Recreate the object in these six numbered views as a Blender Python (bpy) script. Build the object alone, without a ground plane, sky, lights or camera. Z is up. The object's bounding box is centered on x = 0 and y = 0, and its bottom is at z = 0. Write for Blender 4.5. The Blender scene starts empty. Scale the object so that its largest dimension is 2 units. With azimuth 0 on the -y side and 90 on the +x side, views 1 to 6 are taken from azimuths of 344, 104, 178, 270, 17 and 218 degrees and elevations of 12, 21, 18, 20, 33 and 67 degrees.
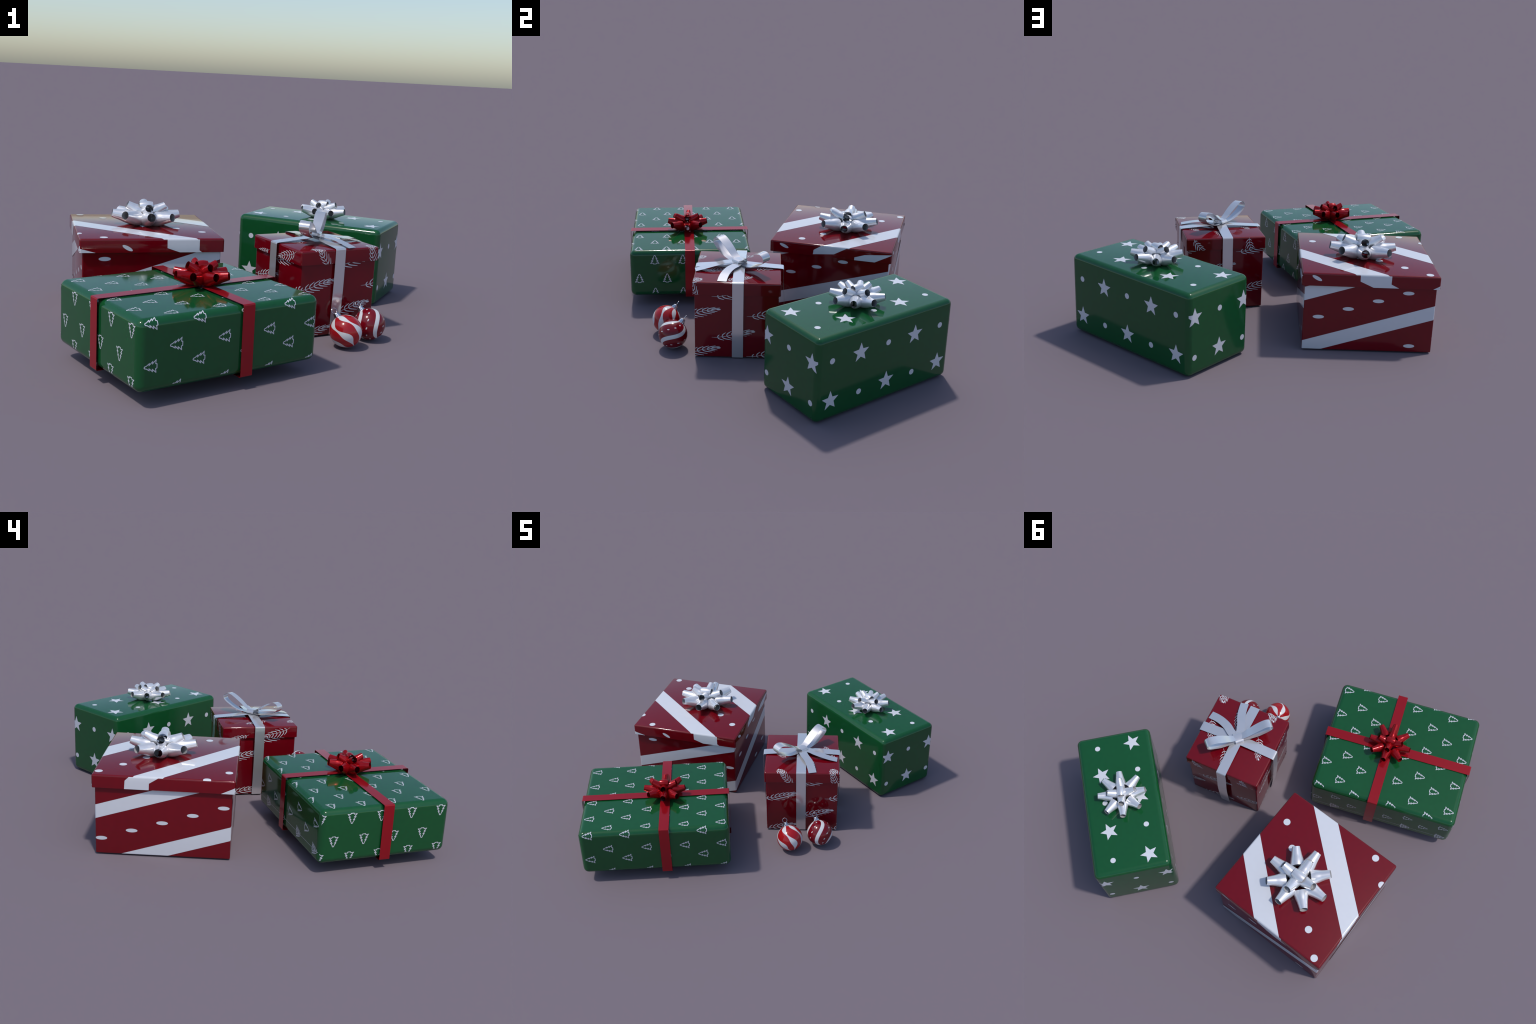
"""Four wrapped Christmas presents with bows and two striped tree baubles."""
import bpy, bmesh, math
from mathutils import Vector, Matrix

# ------------------------------------------------------------------ helpers
def new_object(name, mesh, parent, mats, smooth=True, kind=None):
    ob = bpy.data.objects.new(name, mesh)
    bpy.context.scene.collection.objects.link(ob)
    ob.parent = parent
    if not isinstance(mats, (list, tuple)):
        mats = [mats]
    if len(mesh.materials) == 0:
        for m in mats:
            mesh.materials.append(m)
    if smooth:
        mesh.shade_smooth()
    if kind:
        ob["kind"] = kind
    return ob


def new_thing(name, label, category, loc, yaw):
    e = bpy.data.objects.new(name, None)
    bpy.context.scene.collection.objects.link(e)
    e.empty_display_size = 0.1
    e.location = loc
    e.rotation_euler = (0, 0, yaw)
    e["label"] = label
    e["category"] = category
    return e


def mesh_from(verts, faces, name="shape"):
    me = bpy.data.meshes.new(name)
    me.from_pydata([tuple(v) for v in verts], [], faces)
    me.update()
    return me


def bake(ob):
    """Apply the modifiers of ob."""
    dg = bpy.context.evaluated_depsgraph_get()
    me = bpy.data.meshes.new_from_object(ob.evaluated_get(dg))
    ob.modifiers.clear()
    ob.data = me


def catmull(points, steps):
    """Smooth curve through points (any dimension)."""
    pts = [Vector(p) for p in points]
    pts = [2 * pts[0] - pts[1]] + pts + [2 * pts[-1] - pts[-2]]
    out = []
    for i in range(1, len(pts) - 2):
        p0, p1, p2, p3 = pts[i - 1:i + 3]
        for k in range(steps):
            t = k / steps
            out.append(0.5 * (2 * p1 + (p2 - p0) * t + (2 * p0 - 5 * p1 + 4 * p2 - p3) * t * t
                              + (3 * p1 - p0 - 3 * p2 + p3) * t ** 3))
    out.append(pts[-2])
    return out


# ---------------------------------------------------------------- materials
def principled(name, colour, rough, metallic=0.0, coat=0.0, grain=0.04, scale=40.0,
               specular=0.5, bump=0.0, dark_inside=None):
    m = bpy.data.materials.new(name)
    m.use_nodes = True
    nt = m.node_tree
    b = nt.nodes["Principled BSDF"]
    b.inputs["Metallic"].default_value = metallic
    b.inputs["Specular IOR Level"].default_value = specular
    b.inputs["Coat Weight"].default_value = coat
    b.inputs["Coat Roughness"].default_value = 0.05
    tc = nt.nodes.new("ShaderNodeTexCoord")
    n = nt.nodes.new("ShaderNodeTexNoise")
    n.inputs["Scale"].default_value = scale
    n.inputs["Detail"].default_value = 4
    nt.links.new(tc.outputs["Object"], n.inputs["Vector"])
    ramp = nt.nodes.new("ShaderNodeValToRGB")
    c = colour
    ramp.color_ramp.elements[0].color = (*[v * (1 - grain) for v in c], 1)
    ramp.color_ramp.elements[1].color = (*[min(1, v * (1 + grain)) for v in c], 1)
    ramp.color_ramp.elements[0].position = 0.3
    ramp.color_ramp.elements[1].position = 0.7
    nt.links.new(n.outputs["Fac"], ramp.inputs["Fac"])
    colour_out = ramp.outputs["Color"]
    if dark_inside is not None:          # backfaces (inside of the loops) get a darker, duller colour
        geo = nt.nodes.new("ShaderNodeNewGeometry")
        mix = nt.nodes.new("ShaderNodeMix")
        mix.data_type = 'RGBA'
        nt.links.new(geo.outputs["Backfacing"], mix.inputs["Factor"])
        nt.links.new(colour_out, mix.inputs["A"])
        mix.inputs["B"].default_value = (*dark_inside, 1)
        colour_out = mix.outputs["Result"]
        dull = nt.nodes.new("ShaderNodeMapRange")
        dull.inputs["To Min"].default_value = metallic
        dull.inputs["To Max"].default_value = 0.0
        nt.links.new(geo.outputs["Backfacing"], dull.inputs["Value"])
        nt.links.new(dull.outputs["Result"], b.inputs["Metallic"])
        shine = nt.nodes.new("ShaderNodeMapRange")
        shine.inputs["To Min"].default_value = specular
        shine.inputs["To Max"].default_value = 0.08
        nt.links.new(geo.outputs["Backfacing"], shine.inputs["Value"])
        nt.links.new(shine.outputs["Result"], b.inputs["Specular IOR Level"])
    nt.links.new(colour_out, b.inputs["Base Color"])
    mr = nt.nodes.new("ShaderNodeMapRange")
    mr.inputs["To Min"].default_value = rough * 0.97
    mr.inputs["To Max"].default_value = rough * 1.03
    nt.links.new(n.outputs["Fac"], mr.inputs["Value"])
    nt.links.new(mr.outputs["Result"], b.inputs["Roughness"])
    if bump:
        bp = nt.nodes.new("ShaderNodeBump")
        bp.inputs["Strength"].default_value = bump
        bp.inputs["Distance"].default_value = 0.001
        nt.links.new(n.outputs["Fac"], bp.inputs["Height"])
        nt.links.new(bp.outputs["Normal"], b.inputs["Normal"])
    return m


GREEN = principled("green_gift_paper", (0.0060, 0.080, 0.022), 0.09)
RED = principled("dark_red_gift_paper", (0.150, 0.0012, 0.006), 0.08)
WHITE = principled("white_print", (0.64, 0.655, 0.70), 0.09, grain=0.01)
SILVER = principled("silver_foil", (0.76, 0.755, 0.77), 0.16, metallic=0.68, grain=0.01)
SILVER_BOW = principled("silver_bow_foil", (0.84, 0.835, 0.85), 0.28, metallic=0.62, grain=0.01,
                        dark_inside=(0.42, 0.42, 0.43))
RED_FOIL = principled("red_foil_ribbon", (0.34, 0.007, 0.014), 0.14, metallic=0.3, grain=0.02)
RED_BOW = principled("red_bow_foil", (0.38, 0.005, 0.010), 0.18, metallic=0.5, grain=0.02,
                     dark_inside=(0.22, 0.002, 0.004))
CAP = principled("silver_cap_metal", (0.72, 0.72, 0.74), 0.2, metallic=1.0, grain=0.02)


# --------------------------------------------------------------- box shapes
class Box:
    """Rounded box in the local frame of its thing."""
    def __init__(self, hx, hy, z0, z1, r, seg=5, crown=0.07):
        self.crown = crown               # how far the paper's flat sides bulge in shading
        self.h = (hx, hy, (z1 - z0) / 2)
        self.zc = (z0 + z1) / 2
        self.r = r
        self.seg = seg
        self.flat_bottom = False

    def build(self, name, parent, mat, hollow=None):
        bm = bmesh.new()
        bmesh.ops.create_cube(bm, size=2)
        for v in bm.verts:
            v.co = Vector((v.co.x * self.h[0], v.co.y * self.h[1], v.co.z * self.h[2] + self.zc))
        if hollow:                       # open underside of a lid
            t, depth = hollow
            bottom = min(bm.faces, key=lambda f: f.calc_center_median().z)
            bmesh.ops.inset_region(bm, faces=[bottom], thickness=t, use_even_offset=True)
            for v in bottom.verts:
                v.co.z += depth
            self.flat_bottom = True
            weight = bm.edges.layers.float.new("bevel_weight_edge")
            low = self.zc - self.h[2]
            for e in bm.edges:           # round the top rim and the corners, not the inside
                c = (e.verts[0].co + e.verts[1].co) / 2
                outer = abs(c.x) > self.h[0] - 1e-4 or abs(c.y) > self.h[1] - 1e-4
                at_rim = all(abs(v.co.z - low) < 1e-4 for v in e.verts)
                e[weight] = 1.0 if outer and not at_rim else 0.0
        me = bpy.data.meshes.new(name)
        bm.to_mesh(me)
        bm.free()
        ob = new_object(name, me, parent, mat)
        mod = ob.modifiers.new("round", 'BEVEL')
        mod.width = self.r
        mod.segments = self.seg
        mod.limit_method = 'WEIGHT' if hollow else 'ANGLE'
        bake(ob)
        self.set_normals(ob.data)
        return ob

    def set_normals(self, me):
        """Shade the edges round and the sides very slightly pillowed."""
        inner = [h - self.r for h in self.h]
        out = []
        for poly in me.polygons:
            mine = []
            for vi in poly.vertices:
                p = me.vertices[vi].co - Vector((0, 0, self.zc))
                q = Vector([max(-i, min(i, c)) for i, c in zip(inner, p)])
                if self.flat_bottom and p.z < inner[2]:
                    q.z = p.z
                n = p - q
                n = n.normalized() if n.length > 1e-7 else poly.normal.copy()
                for i in range(3):
                    if abs(n[i]) < 1e-3 and abs(p[i]) > inner[i] - 1e-4 and not (self.flat_bottom and i == 2 and p[i] < 0):
                        n[i] += math.copysign(self.crown, p[i])
                n.normalize()
                mine.append(n if n.dot(poly.normal) > 0.6 else poly.normal.copy())
            out += [tuple(n) for n in mine]
        me.normals_split_custom_set(out)

    def axes(self, face):
        """(tangent u, tangent v, normal) axis indices, signs so u runs to the
        right when the face is seen from outside and v runs up."""
        return {'+x': (1, 1, 2, 1, 0, 1), '-x': (1, -1, 2, 1, 0, -1),
                '+y': (0, -1, 2, 1, 1, 1), '-y': (0, 1, 2, 1, 1, -1),
                'top': (0, 1, 1, 1, 2, 1)}[face]

    def limits(self, face, reach):
        au, su, av, sv, an, sn = self.axes(face)
        eu, ev = self.h[au], self.h[av]
        arc = self.r * math.radians(reach)
        return eu - self.r, ev - self.r, arc

    def wrap(self, face, u, v, lift):
        """Map face coordinates (arc length past the flat part) to the surface."""
        au, su, av, sv, an, sn = self.axes(face)
        fu, fv = self.h[au] - self.r, self.h[av] - self.r
        if self.flat_bottom and v < 0 and face != 'top':
            fv += self.r
        du, dv = max(0, abs(u) - fu), max(0, abs(v) - fv)
        d = math.hypot(du, dv)
        p = [0, 0, 0]
        n = [0, 0, 0]
        if d > 1e-9:
            a = min(d / self.r, math.pi / 2)
            k = math.sin(a) / d
            nu, nv, nn = du * k * math.copysign(1, u), dv * k * math.copysign(1, v), math.cos(a)
        else:
            nu = nv = 0
            nn = 1
        low = self.flat_bottom and v < 0 and face != 'top'
        n[au] = su * (nu + self.crown * (1 - abs(nu)) * max(-1, min(1, u / fu)))
        n[av] = sv * (nv + self.crown * (1 - abs(nv)) * (0 if low else max(-1, min(1, v / fv))))
        n[an] = nn * sn
        lift_dir = Vector((0, 0, 0))
        lift_dir[au], lift_dir[av], lift_dir[an] = nu * su, nv * sv, nn * sn
        p[au] = su * (math.copysign(min(abs(u), fu), u) + self.r * nu)
        p[av] = sv * (math.copysign(min(abs(v), fv), v) + self.r * nv)
        p[an] = sn * (self.h[an] - self.r + self.r * nn)
        n = Vector(n).normalized()
        p = Vector(p) + lift_dir * lift
        p.z += self.zc
        return p, n


class Print:
    """Ink printed on the faces of a box: flat polygons in face coordinates,
    clipped at the face's edge and bent round its rounded edge."""
    def __init__(self, box, lift=0.0005):
        self.box, self.lift = box, lift
        self.verts, self.norms, self.faces = [], [], []

    def add(self, face, polys, reach=(45, 45, 45, 45), centre_v=None):
        """polys: list of outlines in (u, v); v is height z for side faces.
        reach: degrees round the (left, right, bottom, top) edge."""
        bx = self.box
        shift = bx.zc if face != 'top' else 0.0
        fu, fv, _ = bx.limits(face, 45)
        bm = bmesh.new()
        for poly in polys:
            bm.faces.new([bm.verts.new((u, v - shift, 0)) for u, v in poly])
        bmesh.ops.triangulate(bm, faces=bm.faces[:])
        lim = [math.radians(a) * bx.r for a in reach]
        for axis, sign, flat, arc in ((0, -1, fu, lim[0]), (0, 1, fu, lim[1]),
                                      (1, -1, fv, bx.r if bx.flat_bottom and face != 'top' else lim[2]),
                                      (1, 1, fv, lim[3])):
            no = Vector((0, 0, 0))
            no[axis] = sign
            for k in range(0, 4):
                d = flat + arc * k / 3
                geom = bm.verts[:] + bm.edges[:] + bm.faces[:]
                if not geom:
                    break
                bmesh.ops.bisect_plane(bm, geom=geom, plane_co=no * d, plane_no=no,
                                       clear_outer=(k == 3), dist=1e-6)
        base = len(self.verts)
        bm.verts.index_update()
        for v in bm.verts:
            p, n = bx.wrap(face, v.co.x, v.co.y, self.lift)
            self.verts.append(p)
            self.norms.append(n)
        for f in bm.faces:
            idx = [base + v.index for v in f.verts]
            c = [self.verts[i] for i in idx]
            if f.calc_area() < 1e-9:
                continue
            fn = (c[1] - c[0]).cross(c[2] - c[0])
            if fn.dot(self.norms[idx[0]]) < 0:
                idx.reverse()
            self.faces.append(idx)
        bm.free()

    def build(self, name, parent, mat):
        me = mesh_from(self.verts, self.faces, name)
        me.validate()
        ob = new_object(name, me, parent, mat, kind="stuff")
        if len(me.vertices) == len(self.norms):
            me.normals_split_custom_set_from_vertices([tuple(n) for n in self.norms])
        return ob


# --------------------------------------------------------- printed pictures
def ellipse(cx, cy, rx, ry, tilt=0.0, n=28):
    c, s = math.cos(tilt), math.sin(tilt)
    out = []
    for i in range(n):
        a = 2 * math.pi * i / n
        x, y = rx * math.cos(a), ry * math.sin(a)
        out.append((cx + c * x - s * y, cy + s * x + c * y))
    return out


def star(cx, cy, r=0.0475, inner=0.0205):
    out = []
    for i in range(10):
        a = math.pi / 2 + i * math.pi / 5
        q = r if i % 2 == 0 else inner
        out.append((cx + q * math.cos(a), cy + q * math.sin(a)))
    return out


def stroke(points, widths, closed=False):
    """Quads of a pen stroke along points with a width per point."""
    n = len(points)
    pts = [Vector(p) for p in points]
    left, right = [], []
    for i, p in enumerate(pts):
        a = pts[(i - 1) % n] if (closed or i > 0) else p
        b = pts[(i + 1) % n] if (closed or i < n - 1) else p
        t1 = (p - a).normalized() if (p - a).length > 0 else (b - p).normalized()
        t2 = (b - p).normalized() if (b - p).length > 0 else t1
        t = (t1 + t2)
        t = t.normalized() if t.length > 1e-6 else t1
        nn = Vector((-t.y, t.x))
        mitre = 1 / max(0.55, abs(nn.dot(Vector((-t1.y, t1.x)))))
        w = widths[i] / 2 * mitre
        left.append(p + nn * w)
        right.append(p - nn * w)
    quads = []
    for i in range(n if closed else n - 1):
        j = (i + 1) % n
        q = [left[i], right[i], right[j], left[j]]
        quads.append([(v.x, v.y) for v in q])
    return quads


TREE_HALF = [(0.0, 0.15), (0.11, 0.18), (0.07, 0.46), (0.37, 0.19), (0.34, 0.37), (0.63, 0.11),
             (0.60, 0.26), (0.84, 0.10), (0.96, 0.07)]


def tree(cx, cy, direction, length=0.050):
    """Outline drawing of a fir tree, tip pointing along direction."""
    d = Vector(direction).normalized()
    s = Vector((-d.y, d.x))
    ring = [(a, b) for a, b in TREE_HALF] + [(1.0, 0.0)] + [(a, -b) for a, b in reversed(TREE_HALF)]
    pts = [Vector((cx, cy)) + d * (a - 0.5) * length + s * b * length for a, b in ring]
    soft = []
    n = len(pts)
    for i in range(n):                       # rounded pen corners
        p0, p1, p2 = pts[i - 1], pts[i], pts[(i + 1) % n]
        soft += [p1 * 0.88 + p0 * 0.12, p1 * 0.97 + p0 * 0.015 + p2 * 0.015, p1 * 0.88 + p2 * 0.12]
    return stroke(soft, [0.0032] * len(soft), closed=True)


# fir sprig: stem and leaves (root, tip), drawn 0.21 long from its stalk
SPRIG_STEM = [(0, 0), (.023, 0), (.053, .004), (.078, .009), (.098, .015), (.121, .023), (.149, .028),
              (.168, .031), (.192, .034)]
SPRIG_UP = [((.029, .001), (.038, .014)), ((.051, .004), (.068, .027)), ((.073, .008), (.098, .036)),
            ((.096, .015), (.127, .041)), ((.122, .023), (.153, .044)), ((.147, .028), (.186, .046)),
            ((.168, .031), (.207, .043))]
SPRIG_DOWN = [((.028, .001), (.060, -.015)), ((.050, .003), (.100, -.013)), ((.073, .008), (.130, -.007)),
              ((.096, .015), (.147, .002)), ((.121, .022), (.170, .010)), ((.144, .027), (.184, .017)),
              ((.162, .030), (.196, .023))]
# each leaf leaves the stem steeply, then runs on beside it
SPRIG_LEAVES = [(r, (r[0] + .16 * (t[0] - r[0]), r[1] + .46 * (t[1] - r[1])), t) for r, t in SPRIG_UP] + \
               [(r, (r[0] + .26 * (t[0] - r[0]), r[1] + .55 * (t[1] - r[1])), t) for r, t in SPRIG_DOWN]


def sprig(tail, tip, flip=1.0, fat=1.0, spread=1.0):
    """Sprig printed from its stalk end (tail) to the last leaf (tip)."""
    t0, t1 = Vector(tail), Vector(tip)
    ax = Vector((0.209, 0.034 * flip))
    k = (t1 - t0).length / ax.length
    ang = math.atan2(t1.y - t0.y, t1.x - t0.x) - math.atan2(ax.y, ax.x)
    c, s = math.cos(ang) * k, math.sin(ang) * k
    def place(p):
        # spread widens the leaves away from the stem
        stem = 0.163 * p[0]
        x, y = p[0], (stem + (p[1] - stem) * spread) * flip
        return (t0.x + c * x - s * y, t0.y + s * x + c * y)
    polys = []
    stem = [tuple(q) for q in catmull(SPRIG_STEM, 3)]
    w = 0.0022 * fat
    polys += stroke([place(p) for p in stem],
                    [w * (0.35 + 0.65 * min(1, i / 5)) for i in range(len(stem))])
    for leaf in SPRIG_LEAVES:
        pts = [tuple(q) for q in catmull(leaf, 5)]
        n = len(pts)
        polys += stroke([place(p) for p in pts],
                        [0.0047 * fat * (0.25 + 0.75 * math.sin(math.pi * min(1, (i + 1.2) / (n + 0.6))))
                         for i in range(n)])
    a, b = Vector(place((.192, .034))), Vector(place((.211, .035)))
    m = (a + b) / 2
    polys.append(ellipse(m.x, m.y, (b - a).length * 0.55, 0.0042 * fat, math.atan2(b.y - a.y, b.x - a.x), 14))
    return polys


# ---------------------------------------------------------------- ribbons
def ribbon(name, parent, path, sides, width, mat, thick=0.0007, closed=False):
    """Band of the given width swept along path; sides[i] is the across direction."""
    verts, faces = [], []
    n = len(path)
    for i, p in enumerate(path):
        p = Vector(p)
        a = Vector(path[(i - 1) % n]) if (closed or i > 0) else p
        b = Vector(path[(i + 1) % n]) if (closed or i < n - 1) else p
        t = (b - a).normalized()
        s = Vector(sides[i])
        s = (s - t * s.dot(t)).normalized()
        nn = t.cross(s).normalized()
        w = width[i] / 2 if isinstance(width, (list, tuple)) else width / 2
        for k, e in ((-1, -1), (1, -1), (1, 1), (-1, 1)):
            verts.append(p + s * w * k + nn * thick / 2 * e)
    for i in range(n if closed else n - 1):
        j = (i + 1) % n
        for k in range(4):
            l = (k + 1) % 4
            faces.append((4 * i + k, 4 * i + l, 4 * j + l, 4 * j + k))
    if not closed:
        faces.append((0, 1, 2, 3))
        e = 4 * (n - 1)
        faces.append((e + 3, e + 2, e + 1, e))
    me = mesh_from(verts, faces, name)
    bm = bmesh.new()
    bm.from_mesh(me)
    bmesh.ops.recalc_face_normals(bm, faces=bm.faces[:])
    bm.to_mesh(me)
    bm.free()
    ob = new_object(name, me, parent, mat)
    me.set_sharp_from_angle(angle=math.radians(40))
    return ob


def band_path(corners, radius, steps=5, closed=False):
    """Polyline with rounded corners."""
    out = []
    pts = [Vector(c) for c in corners]
    n = len(pts)
    for i, p in enumerate(pts):
        if not closed and i in (0, n - 1):
            out.append(p)
            continue
        a = (pts[(i - 1) % n] - p)
        b = (pts[(i + 1) % n] - p)
        r = min(radius, a.length / 2, b.length / 2)
        q0, q1 = p + a.normalized() * r, p + b.normalized() * r
        for k in range(steps + 1):
            t = k / steps
            out.append((1 - t) ** 2 * q0 + 2 * t * (1 - t) * p + t * t * q1)
    return out


# ------------------------------------------------------------------- bows
def cone_loop_mesh(name, tip, tip_r, root, root_r, back_top, back_low, floor, n=32):
    """Foil loop of a pull bow: a cone-shaped tube open at both ends, its
    underside running on to the middle of the bow. Points are (radius, height)."""
    tip, root = Vector(tip), Vector(root)
    ax = (tip - root)
    L = ax.length
    ax.normalize()
    up = Vector((-ax.y, ax.x))
    m = 14
    verts, faces = [], []
    for i in range(m + 1):
        w = i / m
        for k in range(n):
            a = 2 * math.pi * k / n
            top = 0.5 + 0.5 * math.sin(a)
            s0 = (back_low + (back_top - back_low) * top ** 0.8)
            s = s0 + (L - s0) * w
            f = s / L
            if f >= 0:
                r = root_r + (tip_r - root_r) * (f ** 0.95)
                r *= 1 + 0.05 * math.sin(math.pi * min(1, f * 2))
            else:
                r = root_r * (1 - 0.55 * f * f)
            c = root + ax * s
            q = c + up * r * math.sin(a)
            t = r * math.cos(a)
            z = q.y
            if z < floor:                # flattened where it rests on the paper
                z = floor + (z - floor) * 0.1
            verts.append((q.x, t, z))
    for i in range(m):
        for k in range(n):
            l = (k + 1) % n
            faces.append((i * n + k, (i + 1) * n + k, (i + 1) * n + l, i * n + l))
    me = mesh_from(verts, faces, name)
    bm = bmesh.new()
    bm.from_mesh(me)
    bmesh.ops.recalc_face_normals(bm, faces=bm.faces[:])
    # normals outward
    f = max(bm.faces, key=lambda f: f.calc_center_median().z)
    if f.normal.z < 0:
        bmesh.ops.reverse_faces(bm, faces=bm.faces[:])
    bm.to_mesh(me)
    bm.free()
    me.shade_smooth()
    return me


def crown_loop_mesh(name, half, r, zc):
    """Small barrel-shaped loop on top of the bow, axis along local x."""
    n, m = 28, 8
    verts, faces = [], []
    for i in range(m + 1):
        w = -1 + 2 * i / m
        rr = r * (1 - 0.16 * w * w)
        for k in range(n):
            a = 2 * math.pi * k / n
            verts.append((w * half, rr * math.cos(a), zc + rr * math.sin(a) * 0.92))
    for i in range(m):
        for k in range(n):
            l = (k + 1) % n
            faces.append((i * n + k, i * n + l, (i + 1) * n + l, (i + 1) * n + k))
    me = mesh_from(verts, faces, name)
    bm = bmesh.new()
    bm.from_mesh(me)
    bmesh.ops.recalc_face_normals(bm, faces=bm.faces[:])
    f = max(bm.faces, key=lambda f: f.calc_center_median().z)
    if f.normal.z < 0:
        bmesh.ops.reverse_faces(bm, faces=bm.faces[:])
    bm.to_mesh(me)
    bm.free()
    me.shade_smooth()
    return me


def pull_bow(parent, loc, scale, turn, mat, lower_mesh, upper_mesh, crown_mesh, lift=1.0):
    crown = bpy.data.objects.new("bow", crown_mesh.copy())
    bpy.context.scene.collection.objects.link(crown)
    crown.parent = parent
    crown.location = loc
    crown.rotation_euler = (0, 0, turn)
    crown.scale = (scale, scale, scale * lift)
    crown.data.materials.append(mat)
    low, upp = lower_mesh.copy(), upper_mesh.copy()
    low.materials.append(mat)
    upp.materials.append(mat)
    for me, count, step in ((low, 8, math.pi / 4), (upp, 4, math.pi / 2)):
        for i in range(count):
            ob = bpy.data.objects.new("bow_loop", me)
            bpy.context.scene.collection.objects.link(ob)
            ob.parent = crown
            wob = 0.035 * math.sin(i * 2.3 + 1.0)
            ob.rotation_euler = (0.03 * math.sin(3.1 * i), 0.03 * math.cos(1.7 * i + 0.4), i * step + wob)
    return crown


LOWER = cone_loop_mesh("lower_bow_loop", (0.163, 0.058), 0.0200, (0.072, 0.0365), 0.0365,
                       0.0, -0.030, 0.001)
UPPER = cone_loop_mesh("upper_bow_loop", (0.0945, 0.0965), 0.0195, (0.030, 0.062), 0.0305,
                       0.0, -0.026, 0.020)
CROWN = crown_loop_mesh("crown_bow_loop", 0.033, 0.027, 0.092)


# =============================================================== present A
# flat green box printed with fir trees, red ribbon and bow
gift = new_thing("tree_print_present", "flat green gift box with white fir trees, red ribbon and bow",
                 "gift box", (-0.4523, -0.5587, 0.0), 0.3577)
A = Box(0.3988, 0.3315, 0.0545, 0.3212, 0.030, crown=0.025)
a_box = A.build("wrapped_box", gift, GREEN)
pr = Print(A)
ODD_X, EVEN_X = (-.350, -.154, .053, .252), (-.249, -.046, .157, .353)
top_trees = []
for x in ODD_X:
    for y in (.260, .108, -.048, -.198):
        top_trees += tree(x, y, (-1, 0))
for x in EVEN_X:
    for y in (.322, .173, .020, -.132, -.285):
        top_trees += tree(x, y, (-1, 0))
pr.add('top', top_trees, reach=(45, 45, 5, 45))
front = []
for x in ODD_X:
    for z in (.306, .152):
        front += tree(x, z, (-1, 0))
for x in EVEN_X:
    for z in (.218, .064):
        front += tree(x, z, (-1, 0))
pr.add('-y', front, reach=(45, 45, 20, 84))
back = []                                   # u = -x
for x in ODD_X:
    back += tree(-x, .240, (1, 0))
    back += tree(-x, .119, (1, 0))
    back += tree(-x, .108, (1, 0))
for x in EVEN_X:
    back += tree(-x, .176, (1, 0))
back.append([(-.385, .1125), (.385, .1125), (.385, .1140), (-.385, .1140)])   # paper seam
pr.add('+y', back)
side = []                                   # u = -y, tips down
for y in (.330, .177, .027, -.129, -.282):
    side += tree(-y, .274, (0, -1))
    side += tree(-y, .082, (0, -1))
for y in (.262, .109, -.046, -.196):
    side += tree(-y, .166, (0, -1))
pr.add('-x', side, reach=(45, 45, 20, 45))
side = []                                   # u = y, tips up
for y in (-.197, -.044, .109, .262):
    side += tree(y, .273, (0, 1))
    side += tree(y, .080, (0, 1))
for y in (-.283, -.131, .022, .175, .328):
    side += tree(y, .164, (0, 1))
pr.add('+x', side, reach=(45, 45, 20, 45))
pr.build("tree_print", a_box, WHITE)

off = 0.0075
zt, zb = 0.3212 + 0.0055, 0.0545 - 0.004
for along_x in (True, False):
    if along_x:
        e, c = 0.400 + off, -0.0045
        corners = [(-e, c, zb), (-e, c, zt), (e, c, zt), (e, c, zb)]
        sd = (0, 1, 0)
    else:
        e, c = 0.332 + off, 0.053
        corners = [(c, -e, zb), (c, -e, zt + .0022), (c, e, zt + .0022), (c, e, zb)]
        sd = (1, 0, 0)
        corners[0] = (c, -e, zb - .0022)
        corners[3] = (c, e, zb - .0022)
    path = band_path(corners, 0.006, 4, closed=True)
    ribbon("ribbon_band", gift, path, [sd] * len(path), 0.053, RED_FOIL, closed=True)
pull_bow(gift, (0.0515, -0.012, zt + 0.003), 0.69, math.radians(-4), RED_BOW, LOWER, UPPER, CROWN, lift=1.2)

# =============================================================== present B
# large dark red box with lid, white stripes and dots, silver bow
gift = new_thing("striped_present", "square dark red gift box with white diagonal stripes and silver bow",
                 "gift box", (-0.5029, 0.334, 0.0), 0.0015)
BL, BB = 0.3302, 0.317
LZ, TZ = 0.338, 0.4015
b_body = Box(BB, BB, 0.0035, 0.388, 0.006, 3)
body = b_body.build("box_body", gift, RED)
b_lid = Box(BL, BL, LZ, TZ, 0.009, 4, crown=0.10)
lid = b_lid.build("lid", gift, RED, hollow=(0.0115, 0.054))

SL = 0.316            # rise of the stripes
def band(z_low, z_high, e):
    return [(-e, z_low - SL * e), (e, z_low + SL * e), (e, z_high + SL * e), (-e, z_high - SL * e)]

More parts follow.
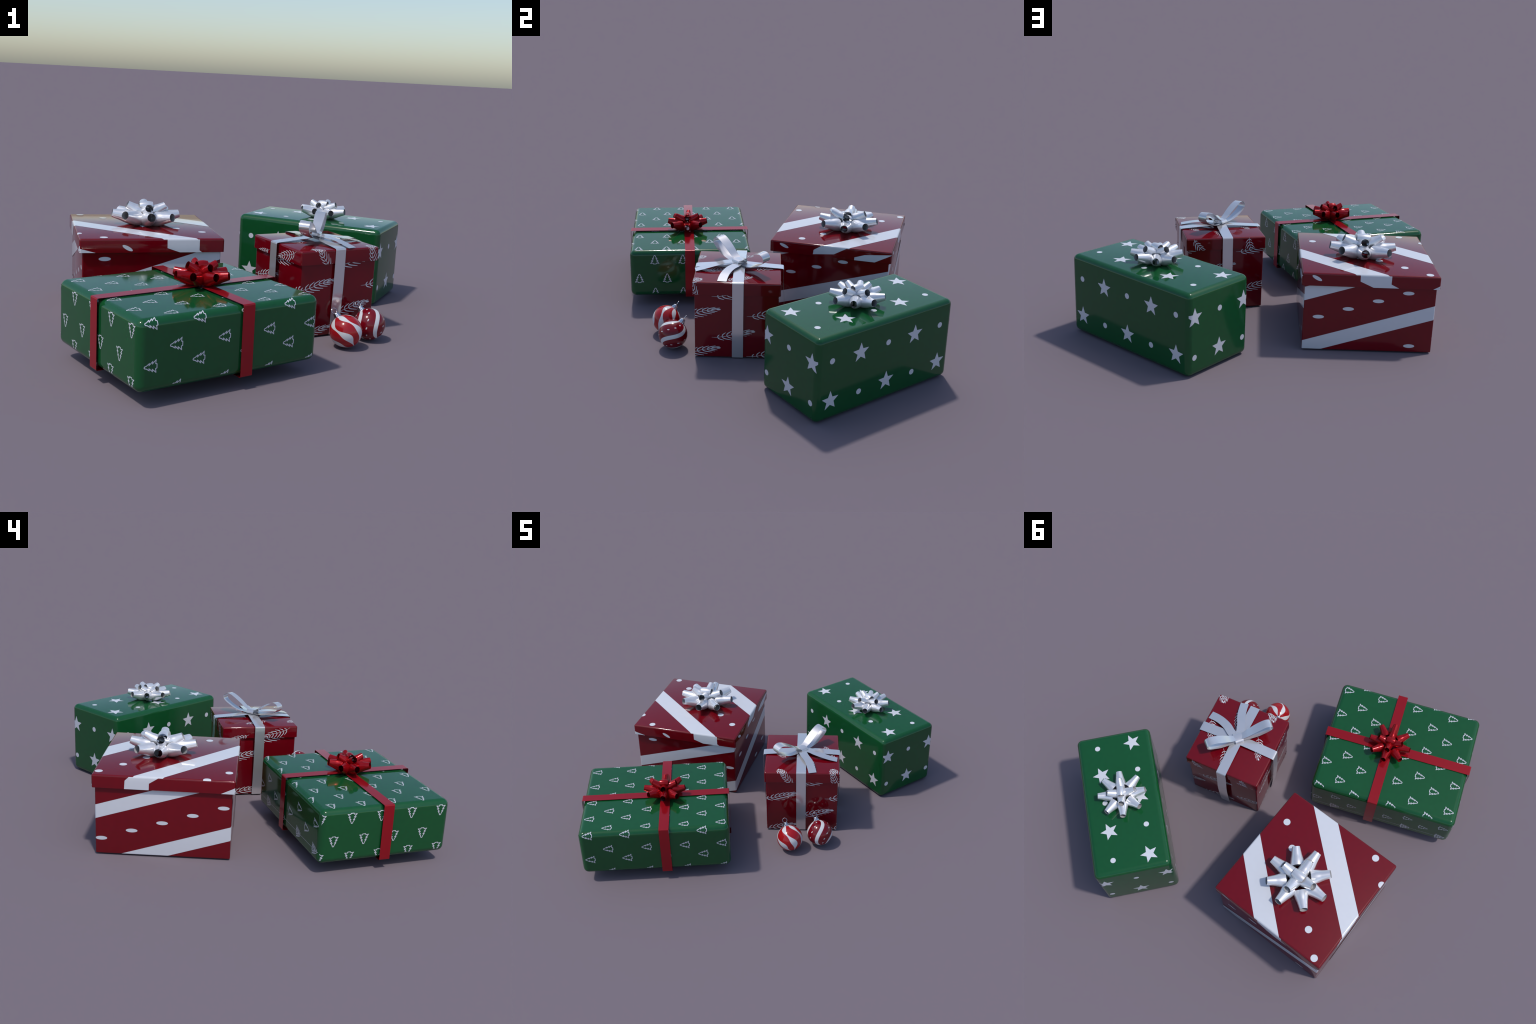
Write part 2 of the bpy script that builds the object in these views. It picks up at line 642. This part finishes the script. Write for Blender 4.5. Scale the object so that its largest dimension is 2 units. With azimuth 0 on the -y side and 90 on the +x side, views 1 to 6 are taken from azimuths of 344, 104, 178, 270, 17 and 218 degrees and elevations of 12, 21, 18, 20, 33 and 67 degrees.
stripe, dots = Print(b_body), Print(b_body)
E_ = BB
side_marks = {  # stripes (low, high) and dot rows (u, z) at u = 0
    '-x': ([(.281, .349), (-.0005, .0685)], [(-.005 + .142 * k, .172 + .0448 * k) for k in (-2, -1, 0, 1, 2)]),
    '+y': ([(.357, .426), (.0775, .149)], [(.041 + .142 * k, .265 + .0448 * k) for k in (-2, -1, 0, 1)]
           + [(.207, .036)]),
    '-y': ([(.2010, .271), (-.080, -.0085)], [(.282 - .142 * k, .182 - .0448 * k) for k in (0, 1, 2, 3)]
           + [(-.217, .307)]),
    '+x': ([(.405, .475), (.118, .189)], [(-.213 + .142 * k, .225 + .0448 * k) for k in (0, 1, 2)]
           + [(.097, .036), (.239, .081)]),
}
for face, (bands, spots) in side_marks.items():
    stripe.add(face, [band(lo, hi, E_) for lo, hi in bands], reach=(45, 45, 30, 30))
    dots.add(face, [ellipse(u, z, .0272, .0095) for u, z in spots], reach=(45, 45, 30, 30))
stripe.build("stripe_print", body, WHITE)
dots.build("dot_print", body, WHITE)

stripe, dots = Print(b_lid), Print(b_lid)
def wide(p, q, r_, s_):
    """Stripe between the lines p-q and r-s, run past the edges."""
    def ext(a, b):
        a, b = Vector(a), Vector(b)
        d = (b - a).normalized() * 0.08
        return tuple(a - d), tuple(b + d)
    p, q = ext(p, q)
    r_, s_ = ext(r_, s_)
    return [p, q, s_, r_]
stripe.add('top', [wide((.328, .104), (.075, .330), (.328, -.033), (-.078, .326)),
                   wide((.205, -.330), (-.321, .132), (.046, -.330), (-.324, -.003))],
           reach=(60, 60, 60, 60))
dots.add('top', [ellipse(x, y, .0182, .0182) for x, y in
                 [(.257, -.170), (.149, -.074), (.043, .022), (-.060, .115), (-.173, .209), (-.280, .304),
                  (-.220, -.295), (-.327, -.199)]], reach=(60, 60, 60, 60))
stripe.add('-x', [[(-.145, .41), (-.177, .379), (-.180, .33), (-.067, .33), (-.066, .370), (-.004, .41)],
                  [(.262, .337), (.329, .369), (.34, .33)]], reach=(45, 45, 90, 30))
stripe.add('+y', [[(-.055, .41), (.095, .41), (.094, .357), (.132, .338), (.010, .338), (-.054, .367)],
                  [(.295, .338), (.336, .360), (.336, .337)]], reach=(45, 45, 90, 30))
dots.add('+y', [ellipse(-.260, .377, .026, .0085, -0.5)], reach=(45, 45, 90, 30))
stripe.add('-y', [[(.063, .41), (.213, .41), (.213, .347), (.225, .338), (.122, .338), (.064, .358)],
                  [(-.336, .359), (-.259, .338), (-.336, .337)]], reach=(45, 45, 90, 30))
dots.add('-y', [ellipse(-.117, .359, .026, .0085, -0.5)], reach=(45, 45, 90, 30))
stripe.add('+x', [[(-.092, .346), (.022, .358), (.110, .41), (-.029, .41), (-.089, .371)],
                  [(.133, .338), (.242, .338), (.336, .389), (.187, .373), (.133, .354)]],
           reach=(45, 45, 90, 30))
dots.add('+x', [ellipse(-.252, .377, .026, .0085, -0.4)], reach=(45, 45, 90, 30))
stripe.build("stripe_print", lid, WHITE)
dots.build("dot_print", lid, WHITE)
pull_bow(gift, (0.018, 0.0426, TZ + 0.001), 1.0, math.radians(-0.5), SILVER_BOW, LOWER, UPPER, CROWN, lift=0.975)

# =============================================================== present C
# tall dark red box with lid, printed fir sprigs, silver ribbon tied in a bow
gift = new_thing("sprig_print_present", "cubic dark red gift box with white sprigs and tied silver ribbon",
                 "gift box", (0.2564, -0.0465, 0.0), 0.2395)
CL, CB = 0.2118, 0.2030
CZ = 0.402
c_body = Box(CB, CB, 0.0025, 0.390, 0.006, 3)
body = c_body.build("box_body", gift, RED)
c_lid = Box(CL, CL, LZ, CZ, 0.008, 4, crown=0.10)
lid = c_lid.build("lid", gift, RED, hollow=(0.0078, 0.054))
pr = Print(c_body)
T_ = (.209, .034)
tails = {
    '+x': [(-.120, .110), (.050, .226), (.050, .009), (-.120, .327), (-.288, .225), (-.288, .018)],
    '-y': [(-.227, .223), (-.238, .006), (-.028, .107), (-.028, .325), (.130, .223), (.140, .010)],
    '-x': [(-.199, .218), (-.199, .006), (-.030, .323), (-.030, .108), (.140, .221), (.140, .008)],
    '+y': [(-.156, .217), (-.156, .003), (.053, .320), (.050, .107), (-.330, .320), (-.330, .107)],
}
for face, where in tails.items():
    polys = []
    for u, v in where:
        polys += sprig((u, v), (u + T_[0], v + T_[1]))
    pr.add(face, polys, reach=(45, 45, 30, 30))
pr.build("sprig_print", body, WHITE)
pr = Print(c_lid)
polys = []
for x, y in [(-.090, -.058), (.079, -.162), (.190, -.052), (.049, .082), (.239, -.293), (-.058, -.301),
             (-.235, .060)]:
    polys += sprig((x, y), (x - .066, y + .124), flip=-1, fat=0.8, spread=1.7)
pr.add('top', polys, reach=(60, 60, 60, 60))
pr.add('-y', sprig((-.045, .292), (-.124, .428), fat=.8, spread=1.3)
       + sprig((.184, .284), (.172, .432), fat=.8, spread=1.3), reach=(45, 45, 90, 30))
pr.add('top', sprig((-.095, -.325), (-.130, -.172), fat=.8, spread=1.5)
       + sprig((.183, -.325), (.170, -.168), fat=.8, spread=1.5), reach=(60, 60, 60, 60))
pr.add('+y', sprig((-.176, .408), (-.098, .285), fat=.8, spread=1.3)
       + sprig((.124, .408), (.140, .270), fat=.8, spread=1.5), reach=(45, 45, 90, 30))
pr.add('-x', sprig((-.064, .358), (-.190, .318), fat=.8, flip=-1, spread=1.2)
       + sprig((.168, .395), (.010, .330), fat=.8, flip=-1, spread=1.4), reach=(45, 45, 90, 30))
pr.add('+x', sprig((-.190, .300), (-.225, .430), fat=.8, spread=1.2), reach=(45, 45, 90, 30))
pr.build("sprig_print", lid, WHITE)

# straps over the lid and down the sides; each side hangs a little differently
HANG = {'-x': [(.210, .004), (.219, .10), (.2245, .22), (.2255, .33)],
        '+x': [(.2065, .004), (.2150, .10), (.2205, .22), (.2175, .33)],
        '-y': [(.2045, .004), (.207, .10), (.2135, .22), (.2150, .33)],
        '+y': [(.2165, .004), (.226, .12), (.2305, .22), (.2245, .33)]}
for along_x, centre, peak in ((True, 0.0065, 0.4190), (False, -0.0045, 0.4212)):
    lo, hi = (HANG['-x'], HANG['+x']) if along_x else (HANG['-y'], HANG['+y'])
    e0, e1 = lo[-1][0], hi[-1][0]
    top = [(-e0 * 0.965, .4060), (-.165, .4100), (-.10, .4150), (-.04, peak - .001), (0, peak),
           (.04, peak - .001), (.10, .4150), (.165, .4100), (e1 * 0.965, .4060)]
    pts = [(-h, z) for h, z in lo] + [(-e0, .392), (-e0 * .995, .4010)] + top + \
          [(e1 * .995, .4010), (e1, .392)] + [(h, z) for h, z in reversed(hi)]
    path2 = catmull(pts, 5)
    if along_x:
        path = [(p.x, centre, p.y) for p in path2]
        sd = (0, 1, 0)
    else:
        path = [(centre, p.x, p.y) for p in path2]
        sd = (1, 0, 0)
    ribbon("ribbon_band", gift, path, [sd] * len(path), 0.054, SILVER)

# the tied bow: two loops, two tails and the knot
knot_c = Vector((-0.005, 0.004, 0.0))
axis_p = Vector((.1225, .1325, 0)).normalized()
axis_q = Vector((-.142, -.121, 0)).normalized()
along = (axis_p - axis_q).normalized()
across = Vector((-along.y, along.x, 0))
# knot: a flattened tube wrapped round the middle
kp = [(0.030, .4385), (0.024, .4475), (0.0, .4505), (-0.024, .4475), (-0.030, .4385), (-0.024, .431), (0, .4295),
      (0.024, .431)]
kp = [Vector((p[0], p[1] - 0.006)) for p in kp]
ring = []
for i in range(len(kp)):
    p0, p1, p2, p3 = kp[i - 1], kp[i], kp[(i + 1) % 8], kp[(i + 2) % 8]
    for k in range(4):
        t = k / 4
        q = 0.5 * (2 * p1 + (p2 - p0) * t + (2 * p0 - 5 * p1 + 4 * p2 - p3) * t * t + (3 * p1 - p0 - 3 * p2 + p3) * t ** 3)
        ring.append(knot_c + across * q.x + Vector((0, 0, q.y)))
knot = ribbon("bow_knot", gift, ring, [along] * len(ring), 0.046, SILVER, closed=True)
for ax, reach_, roll in ((axis_p, 0.183, 0.10), (axis_q, 0.189, -0.08)):
    sx = Vector((-ax.y, ax.x, roll))
    prof = [(.004, .4285), (.045, .4255), (.095, .4335), (.140, .4525), (.170, .471), (.181, .488), (.175, .507),
            (.153, .5165), (.122, .507), (.080, .482), (.040, .454), (.004, .4375)]
    path2 = catmull([(r * reach_ / .181, z) for r, z in prof], 6)
    path = [knot_c + ax * p.x + Vector((0, 0, p.y)) for p in path2]
    n = len(path)
    ww = [0.034 + 0.014 * min(1, math.sin(math.pi * i / (n - 1)) * 1.6) for i in range(n)]
    ribbon("bow_loop", gift, path, [sx] * n, ww, SILVER)
for tail in ([(-.004, .000, .4285), (.002, -.037, .4325), (.016, -.078, .431), (.036, -.119, .426), (.050, -.165, .416),
              (.0595, -.211, .4055)],
             [(.000, .003, .4285), (.041, -.010, .4290), (.078, -.036, .4265), (.119, -.055, .421), (.158, -.066, .4135),
              (.1995, -.0715, .4055)]):
    path = catmull(tail, 6)
    sides = []
    for i, p in enumerate(path):
        t = path[min(i + 1, len(path) - 1)] - path[max(i - 1, 0)]
        sides.append(Vector((-t.y, t.x, 0)))
    ribbon("bow_tail", gift, path, sides, 0.045, SILVER)

# =============================================================== present D
# long green box printed with stars and dots, silver bow
gift = new_thing("star_print_present", "long green gift box with white stars and silver bow",
                 "gift box", (0.5116, 0.603, 0.0), -0.6958)
D = Box(0.3990, 0.1990, 0.0012, 0.4010, 0.028, crown=0.035)
d_box = D.build("wrapped_box", gift, GREEN)
stars, dots = Print(D), Print(D)
for face in ('+y', '-y'):
    stars.add(face, [star(u, .2855) for u in (-.161, .161)] + [star(u, .0995) for u in (-.322, 0, .322)])
    dots.add(face, [ellipse(u, .289, .0138, .0138) for u in (-.320, 0, .320)]
             + [ellipse(u, .0935, .0138, .0138) for u in (-.160, .160)])
for face in ('+x', '-x'):
    stars.add(face, [star(u, .2855) for u in (-.161, .161)] + [star(0, .0995)])
    dots.add(face, [ellipse(0, .289, .0138, .0138)] + [ellipse(u, .0935, .0138, .0138) for u in (-.160, .160)])
stars.add('top', [star(x, .0885) for x in (-.161, .161)] + [star(x, -.096) for x in (-.322, .003, .322)])
dots.add('top', [ellipse(x, .091, .0138, .0138) for x in (-.320, 0, .320)]
         + [ellipse(x, -.104, .0138, .0138) for x in (-.159, .159)])
stars.build("star_print", d_box, WHITE)
dots.build("dot_print", d_box, WHITE)
pull_bow(gift, (0.0165, -0.006, 0.4025), 0.765, math.radians(-3), SILVER_BOW, LOWER, UPPER, CROWN, lift=1.06)


# ================================================================ baubles
def math_node(nt, op, a, b=None, c=None):
    n = nt.nodes.new("ShaderNodeMath")
    n.operation = op
    for i, v in enumerate((a, b, c)):
        if v is None:
            continue
        if isinstance(v, (int, float)):
            n.inputs[i].default_value = v
        else:
            nt.links.new(v, n.inputs[i])
    return n.outputs[0]


def bauble_material(name, colour, stripes, phase, twist, w0, w1, spots):
    """Glossy lacquer with white swirls running from the cap to the foot."""
    m = bpy.data.materials.new(name)
    m.use_nodes = True
    nt = m.node_tree
    b = nt.nodes["Principled BSDF"]
    tc = nt.nodes.new("ShaderNodeTexCoord")
    nrm = nt.nodes.new("ShaderNodeVectorMath")
    nrm.operation = 'NORMALIZE'
    nt.links.new(tc.outputs["Object"], nrm.inputs[0])
    sep = nt.nodes.new("ShaderNodeSeparateXYZ")
    nt.links.new(nrm.outputs[0], sep.inputs[0])
    X, Y, Zc = sep.outputs
    phi = math_node(nt, 'DIVIDE', math_node(nt, 'ARCTAN2', Y, X), 2 * math.pi)
    theta = math_node(nt, 'DIVIDE', math_node(nt, 'ARCCOSINE', Zc), math.pi)     # 0 at the cap
    # the swirl steps sideways at mid height
    step = nt.nodes.new("ShaderNodeMapRange")
    step.interpolation_type = 'SMOOTHSTEP'
    step.inputs["From Min"].default_value = 0.10 if spots else 0.20
    step.inputs["From Max"].default_value = 0.90 if spots else 0.75
    step.inputs["To Min"].default_value = 0.0
    step.inputs["To Max"].default_value = twist
    nt.links.new(theta, step.inputs["Value"])
    turn = math_node(nt, 'ADD', math_node(nt, 'ADD', phi, step.outputs[0]), phase)
    cell = math_node(nt, 'FRACT', math_node(nt, 'ADD', math_node(nt, 'MULTIPLY', turn, float(stripes)), 10.0))
    dist = math_node(nt, 'ABSOLUTE', math_node(nt, 'SUBTRACT', cell, 0.5))       # 0 on the stripe's middle
    ring = math_node(nt, 'SINE', math_node(nt, 'MULTIPLY', theta, math.pi))
    wob = math_node(nt, 'COSINE', math_node(nt, 'MULTIPLY', math_node(nt, 'SUBTRACT', theta, 0.42), 2 * math.pi / 0.46))
    half = math_node(nt, 'ADD', w0, math_node(nt, 'MULTIPLY', wob, -w1))
    mask = math_node(nt, 'LESS_THAN', dist, half)
    if spots:
        d2 = math_node(nt, 'SUBTRACT', 0.5, dist)                                # distance to the row of dots
        su = math_node(nt, 'MULTIPLY', math_node(nt, 'DIVIDE', d2, float(stripes)),
                       math_node(nt, 'MULTIPLY', ring, 2 * math.pi))
        sv = math_node(nt, 'MULTIPLY', math_node(nt, 'SUBTRACT',
             math_node(nt, 'FRACT', math_node(nt, 'MULTIPLY', theta, float(spots))), 0.5), math.pi / spots)
        rr = math_node(nt, 'SQRT', math_node(nt, 'ADD', math_node(nt, 'POWER', su, 2.0), math_node(nt, 'POWER', sv, 2.0)))
        mask = math_node(nt, 'MAXIMUM', mask, math_node(nt, 'LESS_THAN', rr, 0.056))
    mix = nt.nodes.new("ShaderNodeMix")
    mix.data_type = 'RGBA'
    nt.links.new(mask, mix.inputs["Factor"])
    mix.inputs["A"].default_value = (*colour, 1)
    mix.inputs["B"].default_value = (0.66, 0.66, 0.68, 1)
    nt.links.new(mix.outputs["Result"], b.inputs["Base Color"])
    b.inputs["Roughness"].default_value = 0.14
    return m


def bauble(label, loc, axis, mat, spin):
    R = 0.0725
    e = new_thing("christmas_bauble", label, "bauble", (loc[0], loc[1], 0.0), 0.0)
    z = Vector(axis).normalized()
    ringn = Vector((0.30, -0.95, 0.0))
    y = (ringn - z * ringn.dot(z)).normalized()
    x = y.cross(z)
    M = Matrix((x, y, z)).transposed().to_4x4()
    M.translation = Vector((0, 0, R + 0.0004))
    bm = bmesh.new()
    bmesh.ops.create_uvsphere(bm, u_segments=64, v_segments=40, radius=R)
    me = bpy.data.meshes.new("ball")
    bm.to_mesh(me)
    bm.free()
    ball = new_object("ball", me, e, mat)
    ball.matrix_local = M @ Matrix.Rotation(spin, 4, 'Z')
    # crimped metal cap
    verts, faces = [], []
    n = 48
    prof = [(0.0150, 0.0690, 1), (0.0148, 0.0745, 1), (0.0128, 0.0790, .6), (0.0122, 0.0860, .2), (0.0112, 0.0895, 0),
            (0.0085, 0.0912, 0), (0.0030, 0.0918, 0)]
    for r, h, fl in prof:
        for k in range(n):
            a = 2 * math.pi * k / n
            q = r * (1 + 0.10 * fl * math.cos(8 * a))
            verts.append((q * math.cos(a), q * math.sin(a), h))
    for i in range(len(prof) - 1):
        for k in range(n):
            l = (k + 1) % n
            faces.append((i * n + k, i * n + l, (i + 1) * n + l, (i + 1) * n + k))
    faces.append([(len(prof) - 1) * n + k for k in range(n)])
    cap = new_object("bauble_cap", mesh_from(verts, faces, "cap"), e, CAP)
    cap.matrix_local = M
    # wire hanging ring standing on the cap, its plane holds the axis
    verts, faces = [], []
    n, m = 40, 10
    for i in range(n):
        a = 2 * math.pi * i / n
        for k in range(m):
            b = 2 * math.pi * k / m
            rr = 0.0128 + 0.0010 * math.cos(b)
            verts.append((rr * math.cos(a), 0.0010 * math.sin(b), 0.1030 + rr * math.sin(a)))
    for i in range(n):
        for k in range(m):
            j, l = (i + 1) % n, (k + 1) % m
            faces.append((i * m + k, j * m + k, j * m + l, i * m + l))
    hang = new_object("hanging_ring", mesh_from(verts, faces, "ring"), e, CAP)
    hang.matrix_local = M
    return e


bauble("shiny red bauble with wavy white stripes and silver cap", (0.2832, -0.4275), (-.043, .049, .082),
       bauble_material("red_swirl_lacquer", (0.36, 0.008, 0.012), 6, 0.0, -0.12, 0.165, 0.10, 0), math.radians(-14))
bauble("dark red bauble with white bands, dots and silver cap", (0.4341, -0.3343), (-.042, .050, .081),
       bauble_material("dark_red_band_lacquer", (0.17, 0.002, 0.008), 4, 0.0, 0.25, 0.120, 0.0, 8), math.radians(6))
